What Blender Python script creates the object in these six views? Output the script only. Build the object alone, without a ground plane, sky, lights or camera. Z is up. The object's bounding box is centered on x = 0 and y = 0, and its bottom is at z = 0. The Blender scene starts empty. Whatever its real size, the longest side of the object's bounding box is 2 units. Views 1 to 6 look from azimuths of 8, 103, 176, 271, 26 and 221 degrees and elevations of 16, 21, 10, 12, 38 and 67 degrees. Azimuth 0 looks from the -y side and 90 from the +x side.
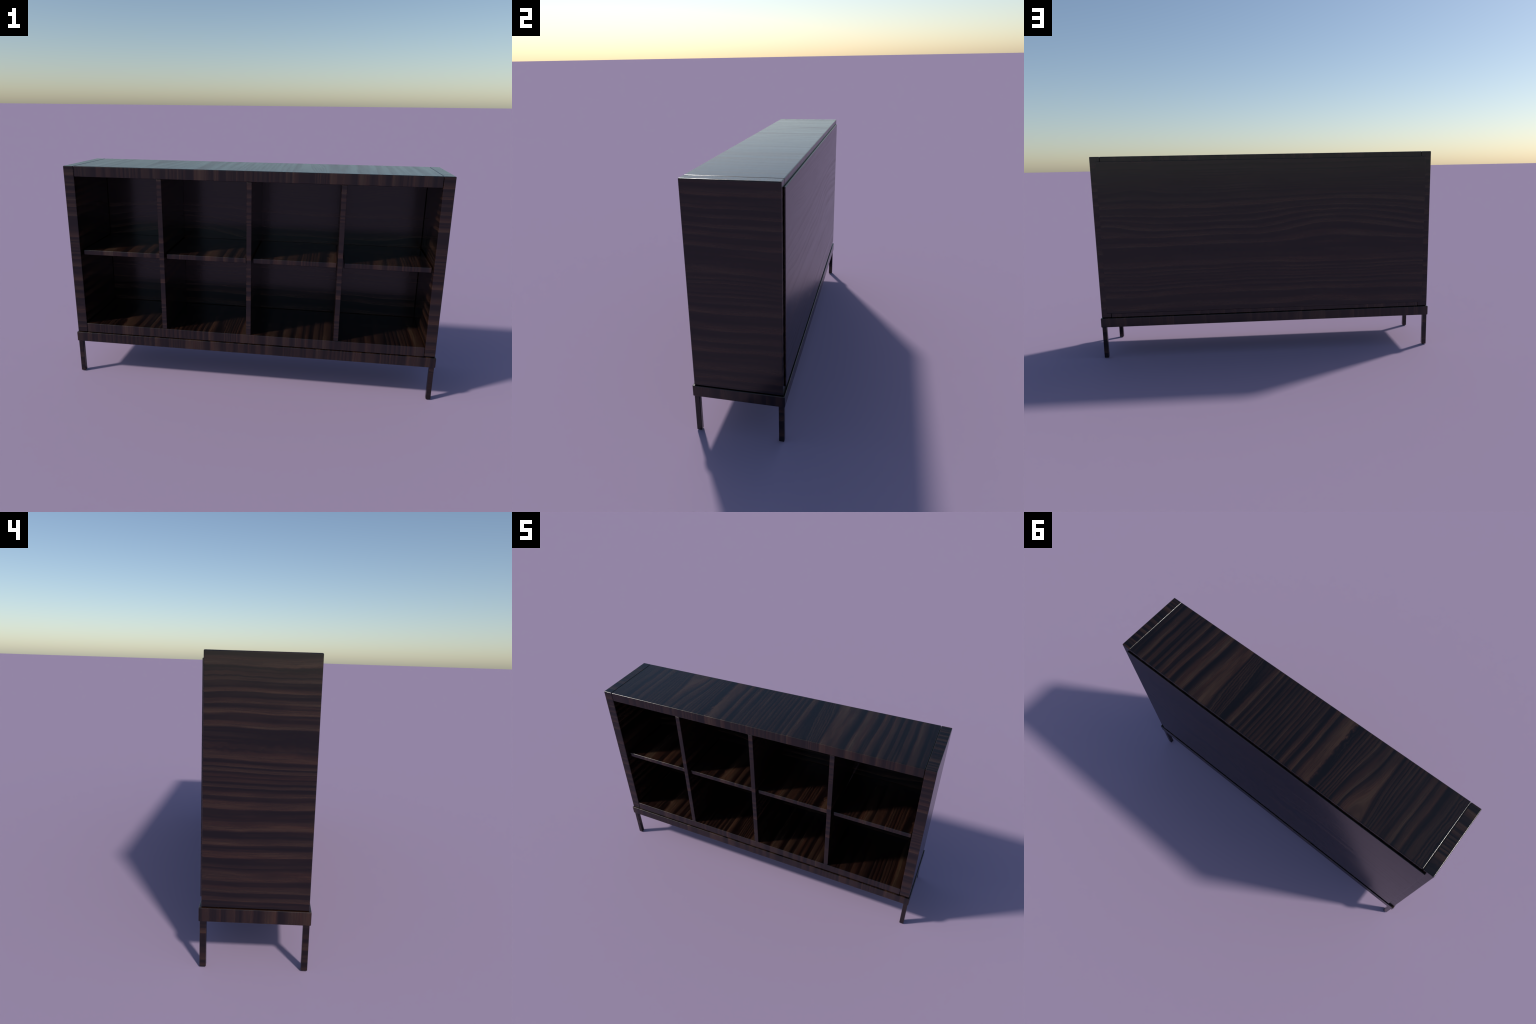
"""Low open bookcase in dark striped ebony veneer, standing on a slim leg frame.
Metres, z up, centred on x = y = 0, feet at z = 0."""
import bpy, bmesh, random
from mathutils import Vector

random.seed(11)

# ------------------------------------------------------------------ sizes
HALF_W, HALF_D, TOP_Z = 0.9941, 0.2042, 1.1957      # carcass
FRAME_X, FRAME_Y = 0.9995, 0.2129                     # base frame, outside
FRAME_LOW, FRAME_TOP = 0.1920, 0.2478
INNER_X = 0.9378                                   # inner face of the sides
BOARD = 0.0557                                     # thick boards
DIV_T = 0.0264                                     # dividers
SHELF_Z0, SHELF_Z1 = 0.7054, 0.7334
SHELF_FRONT = -0.1806
CAB_Z = FRAME_TOP + 0.0008
CAB_Y = -0.0008                                    # carcass sits a touch forward
BOTTOM_TOP = 0.3025
LEG = 0.0252

# ------------------------------------------------------------------ veneer
# Each veneer leaf is described by its pale streaks, measured across the grain:
# (from, to, strength).  A streak swells softly from its first edge and stops
# sharply at its second edge, as growth rings do.
def fine(a, b, n, s):
    """n narrow, slightly irregular streaks between a and b"""
    step = (b - a) / n
    out = []
    for i in range(n):
        j = random.uniform(-0.12, 0.12) * step
        w = random.uniform(0.54, 0.68) * step
        out.append((a + i * step + j, a + i * step + j + w, s * random.uniform(0.75, 1.1)))
    return out

TOP_STREAKS = (
    [(0.885, 0.845, .75), (0.822, 0.793, .7), (0.768, 0.749, .6), (0.728, 0.694, .85),
     (0.664, 0.625, .75), (0.590, 0.534, .95), (0.502, 0.388, 1.0)]
    + fine(0.380, 0.296, 6, .6)
    + [(0.248, 0.216, .9), (0.196, 0.182, .7), (0.166, 0.150, .6)]
    + fine(0.132, -0.085, 9, .62)
    + [(-0.098, -0.122, .75), (-0.158, -0.185, .9), (-0.212, -0.282, 1.0)]
    + fine(-0.328, -0.428, 6, .7)
    + [(-0.442, -0.500, .75), (-0.516, -0.566, .9), (-0.582, -0.598, .6)]
    + fine(-0.600, -0.705, 5, .6)
    + [(-0.726, -0.760, .7), (-0.776, -0.810, .65), (-0.842, -0.880, .5)]
    + fine(-0.888, -0.93, 3, .4))

SIDE_STREAKS = (
    [(1.430, 1.405, .6), (1.392, 1.372, .6)] + fine(1.365, 1.235, 8, .55)
    + [(1.215, 1.195, .5), (1.178, 1.148, .85), (1.128, 1.115, .5), (1.110, 1.096, .75),
       (1.072, 1.057, .75), (1.034, 1.016, .85), (1.000, 0.980, .85), (0.952, 0.930, .85),
       (0.872, 0.852, .35), (0.845, 0.812, .8)]
    + fine(0.797, 0.704, 5, .7)
    + [(0.697, 0.682, .75), (0.666, 0.638, .85), (0.594, 0.557, .85), (0.526, 0.499, .85),
       (0.475, 0.449, .9), (0.424, 0.404, .4), (0.398, 0.353, .8), (0.333, 0.306, .8),
       (0.288, 0.270, .75)])


class Nodes:
    """thin helper to write node trees as expressions"""
    def __init__(self, tree):
        self.t = tree

    def new(self, kind, **props):
        n = self.t.nodes.new(kind)
        for k, v in props.items():
            setattr(n, k, v)
        return n

    def put(self, sock, v):
        if isinstance(v, bpy.types.NodeSocket):
            self.t.links.new(v, sock)
        else:
            sock.default_value = v

    def math(self, op, a, b=0.0, c=None, clamp=False):
        n = self.new('ShaderNodeMath', operation=op, use_clamp=clamp)
        self.put(n.inputs[0], a)
        self.put(n.inputs[1], b)
        if c is not None:
            self.put(n.inputs[2], c)
        return n.outputs[0]

    def vec(self, x, y, z):
        n = self.new('ShaderNodeCombineXYZ')
        for s, v in zip(n.inputs, (x, y, z)):
            self.put(s, v)
        return n.outputs[0]

    def noise(self, v, scale=1.0, detail=2.0, rough=0.5, dist=0.0):
        n = self.new('ShaderNodeTexNoise')
        self.put(n.inputs['Vector'], v)
        n.inputs['Scale'].default_value = scale
        n.inputs['Detail'].default_value = detail
        n.inputs['Roughness'].default_value = rough
        n.inputs['Distortion'].default_value = dist
        return n.outputs['Fac']

    def remap(self, v, a, b, c, d):
        n = self.new('ShaderNodeMapRange')
        self.put(n.inputs['Value'], v)
        for s, x in zip(('From Min', 'From Max', 'To Min', 'To Max'), (a, b, c, d)):
            n.inputs[s].default_value = x
        return n.outputs[0]


def streak_mask(N, t, streaks):
    """0..1 mask of the pale streaks across coordinate t"""
    spans = sorted((min(a, b), max(a, b), s, a > b) for a, b, s in streaks)
    total = None
    for i in range(0, len(spans), 7):
        part = spans[i:i + 7]
        lo, hi = part[0][0] - 0.02, part[-1][1] + 0.02
        ramp = N.new('ShaderNodeValToRGB')
        cr = ramp.color_ramp
        cr.interpolation = 'EASE'
        stops = [(0.0, 0.0)]
        for a, b, s, falling in part:
            w = b - a
            if falling:        # soft on the high side, sharp on the low side
                stops += [(a - .16 * w, 0), (a + .16 * w, s), (b - .22 * w, s * .75), (b + .30 * w, 0)]
            else:
                stops += [(a - .30 * w, 0), (a + .22 * w, s * .75), (b - .16 * w, s), (b + .16 * w, 0)]
        pos = [((p - lo) / (hi - lo), v) for p, v in stops[1:]]
        # keep the stops strictly rising where neighbours touch
        clean = [(0.0, 0.0)]
        for p, v in pos:
            clean.append((min(max(p, clean[-1][0] + 1e-4), 1.0), v))
        cr.elements[0].position, cr.elements[0].color = 0.0, (0, 0, 0, 1)
        cr.elements.remove(cr.elements[1])
        for p, v in clean[1:]:
            e = cr.elements.new(p)
            e.color = (v, v, v, 1)
        x = N.remap(t, lo, hi, 0.0, 1.0)
        N.put(ramp.inputs[0], x)
        m = ramp.outputs[0]
        total = m if total is None else N.math('MAXIMUM', total, m)
    return total


def veneer(name, streaks, across, along, shift=0.0, wrap=None, edge=None, vary=0.0,
           seed=0.0, tilt=0.010, curls=(), slant=None, arches=()):
    """Striped ebony.  across/along: axis letters of the object.  edge = (normal axis,
    across axis, shift) for the faces where the leaf is laid the other way."""
    mat = bpy.data.materials.new(name)
    mat.use_nodes = True
    tree = mat.node_tree
    tree.nodes.clear()
    N = Nodes(tree)
    co = N.new('ShaderNodeTexCoord').outputs['Object']
    sep = N.new('ShaderNodeSeparateXYZ')
    N.put(sep.inputs[0], co)
    ax = dict(zip('XYZ', sep.outputs))
    t = N.math('ADD', ax[across], shift)
    g = ax[along]
    if edge:
        nrm = N.new('ShaderNodeNewGeometry').outputs['Normal']
        tr = N.new('ShaderNodeVectorTransform', vector_type='NORMAL',
                   convert_from='WORLD', convert_to='OBJECT')
        N.put(tr.inputs[0], nrm)
        ns = N.new('ShaderNodeSeparateXYZ')
        N.put(ns.inputs[0], tr.outputs[0])
        k = N.math('GREATER_THAN', N.math('ABSOLUTE', ns.outputs['XYZ'.index(edge[0])]), 0.7)
        def pick(a, b):
            return N.math('ADD', N.math('MULTIPLY', a, N.math('SUBTRACT', 1.0, k)),
                          N.math('MULTIPLY', b, k))
        t2 = N.math('ADD', ax[edge[1]], edge[2])
        third = [c for c in 'XYZ' if c not in (edge[0], edge[1])][0]
        t, g = pick(t, t2), pick(g, ax[third])
    if vary:
        rnd = N.new('ShaderNodeObjectInfo').outputs['Random']
        t = N.math('MULTIPLY_ADD', rnd, vary, t)
    if wrap:
        t = N.math('WRAP', t, wrap[1], wrap[0])
    # slow wander of the rings along the grain, plus a little flutter
    slow = N.noise(N.vec(N.math('MULTIPLY', t, 2.2), N.math('MULTIPLY', g, 1.7), seed), detail=1.0)
    quick = N.noise(N.vec(N.math('MULTIPLY', t, 9.0), N.math('MULTIPLY', g, 6.0), seed + 3.1), detail=2.0)
    wob = N.noise(N.vec(N.math('MULTIPLY', t, 48.0), N.math('MULTIPLY', g, 34.0), seed + 7.7), detail=2.0)
    # curly places: the flutter grows strong in a few narrow lengthwise belts
    belt = 0.002
    for centre, half, amount in curls:
        d = N.math('ABSOLUTE', N.math('SUBTRACT', t, centre))
        belt = N.math('ADD', belt, N.remap(d, 0.25 * half, half, amount, 0.0))
    if slant:        # a belt where the rings run at an angle to the board
        d = N.math('ABSOLUTE', N.math('SUBTRACT', t, slant[0]))
        k = N.remap(d, 0.3 * slant[1], slant[1], slant[2], 0.0)
        t = N.math('MULTIPLY_ADD', k, g, t)
    tw = N.math('MULTIPLY_ADD', N.math('SUBTRACT', slow, 0.5), tilt * 6, t)
    tw = N.math('MULTIPLY_ADD', N.math('SUBTRACT', quick, 0.5), 0.008, tw)
    tw = N.math('ADD', tw, N.math('MULTIPLY', N.math('SUBTRACT', wob, 0.5), belt))
    # arches: places where the figure swells and the rings bow around it
    for t0, tr, g0, gr, amount in arches:
        a = N.math('DIVIDE', N.math('SUBTRACT', t, t0), tr)
        b = N.math('DIVIDE', N.math('SUBTRACT', g, g0), gr)
        e = N.math('EXPONENT', N.math('MULTIPLY', -1.0, N.math('ADD', N.math('MULTIPLY', a, a), N.math('MULTIPLY', b, b))))
        tw = N.math('MULTIPLY_ADD', e, -amount, tw)
    mask = streak_mask(N, tw, streaks)
    # fibres: long thin lines
    fib = N.noise(N.vec(N.math('MULTIPLY', tw, 300.0), N.math('MULTIPLY', g, 8.0), seed + 1.3), detail=3.0, rough=.6)
    fib2 = N.noise(N.vec(N.math('MULTIPLY', tw, 95.0), N.math('MULTIPLY', g, 2.2), seed + 2.3), detail=2.0)
    blot = N.noise(N.vec(N.math('MULTIPLY', tw, 26.0), N.math('MULTIPLY', g, 3.5), seed + 4.0), detail=2.0)
    f = N.math('MULTIPLY', mask, N.remap(fib, 0.3, 0.7, 0.66, 1.18))
    f = N.math('MULTIPLY', f, N.remap(blot, 0.32, 0.68, 0.62, 1.10))
    faint = N.math('MULTIPLY', N.remap(fib2, 0.40, 0.72, 0.0, 0.48), N.remap(blot, 0.35, 0.65, 0.1, 1.0))
    f = N.math('MAXIMUM', f, faint, clamp=True)
    col = N.new('ShaderNodeValToRGB')
    cr = col.color_ramp
    cr.interpolation = 'LINEAR'
    stops = [(0.0, (0.0028, 0.0016, 0.0018)), (0.25, (0.0095, 0.0050, 0.0042)),
             (0.55, (0.0205, 0.0105, 0.0072)), (0.85, (0.0335, 0.0192, 0.0122)),
             (1.0, (0.0410, 0.0250, 0.0158))]
    cr.elements[0].position, cr.elements[0].color = stops[0][0], (*stops[0][1], 1)
    cr.elements[1].position, cr.elements[1].color = stops[-1][0], (*stops[-1][1], 1)
    for p, c in stops[1:-1]:
        e = cr.elements.new(p)
        e.color = (*c, 1)
    N.put(col.inputs[0], f)
    # some streaks run redder, some greener
    hue = N.noise(N.vec(N.math('MULTIPLY', tw, 34.0), N.math('MULTIPLY', g, 1.2), seed + 9.0), detail=1.0)
    tint = N.new('ShaderNodeMix', data_type='RGBA', blend_type='MIX')
    N.put(tint.inputs['Factor'], N.remap(hue, 0.38, 0.62, 0.0, 1.0))
    tint.inputs['A'].default_value = (1.15, 0.88, 0.82, 1)
    tint.inputs['B'].default_value = (1.03, 1.00, 0.98, 1)
    mul = N.new('ShaderNodeMix', data_type='RGBA', blend_type='MULTIPLY')
    mul.inputs['Factor'].default_value = 1.0
    N.put(mul.inputs['A'], col.outputs[0])
    N.put(mul.inputs['B'], tint.outputs['Result'])
    bsdf = N.new('ShaderNodeBsdfPrincipled')
    N.put(bsdf.inputs['Base Color'], mul.outputs['Result'])
    N.put(bsdf.inputs['Roughness'], N.math('ADD', N.remap(f, 0, 1, 0.18, 0.25), N.remap(blot, .3, .7, -.006, .006)))
    bsdf.inputs['IOR'].default_value = 1.5
    out = N.new('ShaderNodeOutputMaterial')
    N.put(out.inputs[0], bsdf.outputs[0])
    return mat


# ------------------------------------------------------------------ building
def link(ob, parent):
    bpy.context.scene.collection.objects.link(ob)
    ob.parent = parent
    return ob


def soften(ob, width, segs=4):
    b = ob.modifiers.new('eased_edges', 'BEVEL')
    b.width, b.segments, b.limit_method = width, segs, 'ANGLE'
    b.harden_normals = True
    for p in ob.data.polygons:
        p.use_smooth = True


def board_mesh(name, size):
    me = bpy.data.meshes.new(name)
    bm = bmesh.new()
    bmesh.ops.create_cube(bm, size=1.0)
    for v in bm.verts:
        v.co = Vector((v.co.x * size[0], v.co.y * size[1], v.co.z * size[2]))
    bm.to_mesh(me)
    bm.free()
    return me


def board(name, lo, hi, mat, parent, ease=0.0022):
    lo, hi = Vector(lo), Vector(hi)
    if name not in ('leg', 'back_panel'):
        lo.y, hi.y = lo.y + CAB_Y, hi.y + CAB_Y
    me = board_mesh(name, hi - lo)
    me.materials.append(mat)
    ob = bpy.data.objects.new(name, me)
    ob.location = (lo + hi) / 2
    link(ob, parent)
    soften(ob, ease)
    return ob


def repeat(ob, loc):
    c = ob.copy()                # shares the mesh
    c.location = loc
    bpy.context.scene.collection.objects.link(c)
    return c


root = bpy.data.objects.new('bookcase', None)
root.empty_display_size = 0.2
bpy.context.scene.collection.objects.link(root)
root['label'] = 'low open bookcase of dark striped ebony on slim legs'
root['category'] = 'bookcase'

SPAN = (-0.945, 0.935)           # the top leaf, repeated end to end
SPAN_Z = (0.262, 1.436)
mid_z = (CAB_Z + TOP_Z) / 2

m_top = veneer('ebony_top', TOP_STREAKS, 'X', 'Y', seed=1.0, tilt=0.005,
               curls=((-0.295, 0.03, 0.05), (0.33, 0.06, 0.012), (-0.91, 0.05, 0.012)), slant=(0.335, 0.075, 0.13),
               arches=((-0.50, 0.07, 0.20, 0.15, 0.050), (-0.59, 0.06, 0.20, 0.16, -0.040),
                       (-0.46, 0.05, -0.18, 0.12, -0.02), (0.62, 0.08, 0.1, 0.2, 0.012)))
m_bottom = veneer('ebony_bottom', TOP_STREAKS, 'X', 'Y', shift=0.44, wrap=SPAN, seed=2.0, tilt=0.005,
                  curls=((-0.295, 0.03, 0.05),))
m_shelf = veneer('ebony_shelf', TOP_STREAKS, 'X', 'Y', shift=0.2, wrap=SPAN, vary=1.88, seed=3.0, tilt=0.005,
                 curls=((-0.295, 0.03, 0.05),))
m_left = veneer('ebony_left_side', SIDE_STREAKS, 'Z', 'Y', shift=mid_z,
                edge=('Z', 'Y', 0.72), seed=4.0,
                curls=((0.868, 0.035, 0.035), (1.125, 0.03, 0.012)))
m_right = veneer('ebony_right_side', SIDE_STREAKS, 'Z', 'Y', shift=mid_z + 0.012,
                 edge=('Z', 'Y', 0.95), seed=5.0,
                 curls=((0.868, 0.035, 0.035), (1.125, 0.03, 0.012)))
m_div = veneer('ebony_divider', SIDE_STREAKS, 'Z', 'Y', shift=mid_z, wrap=SPAN_Z, vary=1.2, seed=6.0)
back_mid = (0.2745 + 1.168) / 2
m_back = veneer('ebony_back', SIDE_STREAKS, 'Z', 'X', shift=back_mid + 0.258, seed=7.0, tilt=0.008,
                arches=((1.085, 0.14, -0.42, 0.42, 0.075), (1.29, 0.06, 0.74, 0.13, 0.022),
                        (1.06, 0.05, 0.93, 0.16, 0.03)),
                curls=((0.868, 0.035, 0.035), (1.125, 0.03, 0.012)))
m_frame = veneer('ebony_frame', TOP_STREAKS, 'X', 'Z', shift=0.75, wrap=SPAN,
                 edge=('X', 'Y', 0.62), seed=8.0, tilt=0.004)
m_leg = veneer('ebony_leg', SIDE_STREAKS, 'Z', 'X', shift=0.42, wrap=SPAN_Z, vary=1.2, seed=9.0)

# carcass
board('side_panel', (-HALF_W, -HALF_D, CAB_Z), (-INNER_X, HALF_D, TOP_Z), m_left, root, 0.0040)
board('side_panel', (INNER_X, -HALF_D, CAB_Z), (HALF_W, HALF_D, TOP_Z), m_right, root, 0.0040)
X1 = INNER_X - 0.0008
board('top_board', (-X1, -HALF_D, TOP_Z - BOARD), (X1, HALF_D, TOP_Z), m_top, root, 0.0042)
board('bottom_board', (-X1, -HALF_D, CAB_Z), (X1, HALF_D, BOTTOM_TOP), m_bottom, root, 0.0030)
back = board('back_panel', (-0.9595, HALF_D - 0.0004, 0.2745), (0.9595, 0.2114, 1.168), m_back, root, 0.0032)
bm = bmesh.new()                 # thin lining that fills the opening, rebated between the boards
bm.from_mesh(back.data)
LINE = 0.0050
lx = INNER_X - 0.0008
lz0, lz1 = BOTTOM_TOP + 0.0004, TOP_Z - BOARD - 0.0004
y1 = HALF_D - 0.0006
for v in bmesh.ops.create_cube(bm, size=1.0)['verts']:
    p = Vector((v.co.x * 2 * lx, y1 - LINE / 2 + v.co.y * LINE, (lz0 + lz1) / 2 + v.co.z * (lz1 - lz0)))
    v.co = p - back.location
bm.to_mesh(back.data)
bm.free()
for p in back.data.polygons:
    p.use_smooth = True
BAY_BACK = y1 - LINE - 0.0003 - CAB_Y

# three dividers and four loose shelves between them
centres = (-0.4746, -0.0003, 0.4738)
z0, z1 = BOTTOM_TOP + 0.0003, TOP_Z - BOARD - 0.0003
first = board('divider', (centres[0] - DIV_T / 2, -HALF_D, z0), (centres[0] + DIV_T / 2, BAY_BACK, z1),
              m_div, root, 0.0030)
for c in centres[1:]:
    repeat(first, (c, first.location.y, first.location.z))

edges = [-INNER_X] + [v for c in centres for v in (c - DIV_T / 2, c + DIV_T / 2)] + [INNER_X]
bays = list(zip(edges[0::2], edges[1::2]))
width = min(b - a for a, b in bays) - 0.0075
shelf = None
for a, b in bays:
    mid = (a + b) / 2 + 0.0013
    if shelf is None:
        shelf = board('shelf', (mid - width / 2, SHELF_FRONT, SHELF_Z0), (mid + width / 2, BAY_BACK, SHELF_Z1),
                      m_shelf, root, 0.0040)
    else:
        repeat(shelf, (mid, shelf.location.y, shelf.location.z))

# base frame: one mitred ring
def ring_mesh(name, ox, oy, wall, h):
    me = bpy.data.meshes.new(name)
    bm = bmesh.new()
    loops = []
    for x, y in ((ox, oy), (ox - wall, oy - wall)):
        for z in (-h / 2, h / 2):
            loops.append([bm.verts.new((sx * x, sy * y, z)) for sx, sy in ((-1, -1), (1, -1), (1, 1), (-1, 1))])
    ob_, ot, ib, it = loops
    for i in range(4):
        j = (i + 1) % 4
        bm.faces.new((ob_[i], ob_[j], ot[j], ot[i]))
        bm.faces.new((ib[j], ib[i], it[i], it[j]))
        bm.faces.new((ot[i], ot[j], it[j], it[i]))
        bm.faces.new((ob_[j], ob_[i], ib[i], ib[j]))
    bm.normal_update()
    bm.to_mesh(me)
    bm.free()
    return me

me = ring_mesh('base_frame', FRAME_X, FRAME_Y, 0.036, FRAME_TOP - FRAME_LOW)
me.materials.append(m_frame)
frame = bpy.data.objects.new('base_frame', me)
frame.location = (0, 0, (FRAME_TOP + FRAME_LOW) / 2)
link(frame, root)
soften(frame, 0.0036)

# square legs set in a little from the corners of the frame
lx, ly = FRAME_X - 0.0045 - LEG / 2, FRAME_Y - 0.0045 - LEG / 2
leg = None
for sx in (-1, 1):
    for sy in (-1, 1):
        if leg is None:
            leg = board('leg', (sx * lx - LEG / 2, sy * ly - LEG / 2, 0.0), (sx * lx + LEG / 2, sy * ly + LEG / 2, FRAME_LOW + 0.004),
                        m_leg, root, 0.0035)
        else:
            repeat(leg, (sx * lx, sy * ly, leg.location.z))

# the piece stands a hair askew
root.rotation_euler[2] = -0.00255
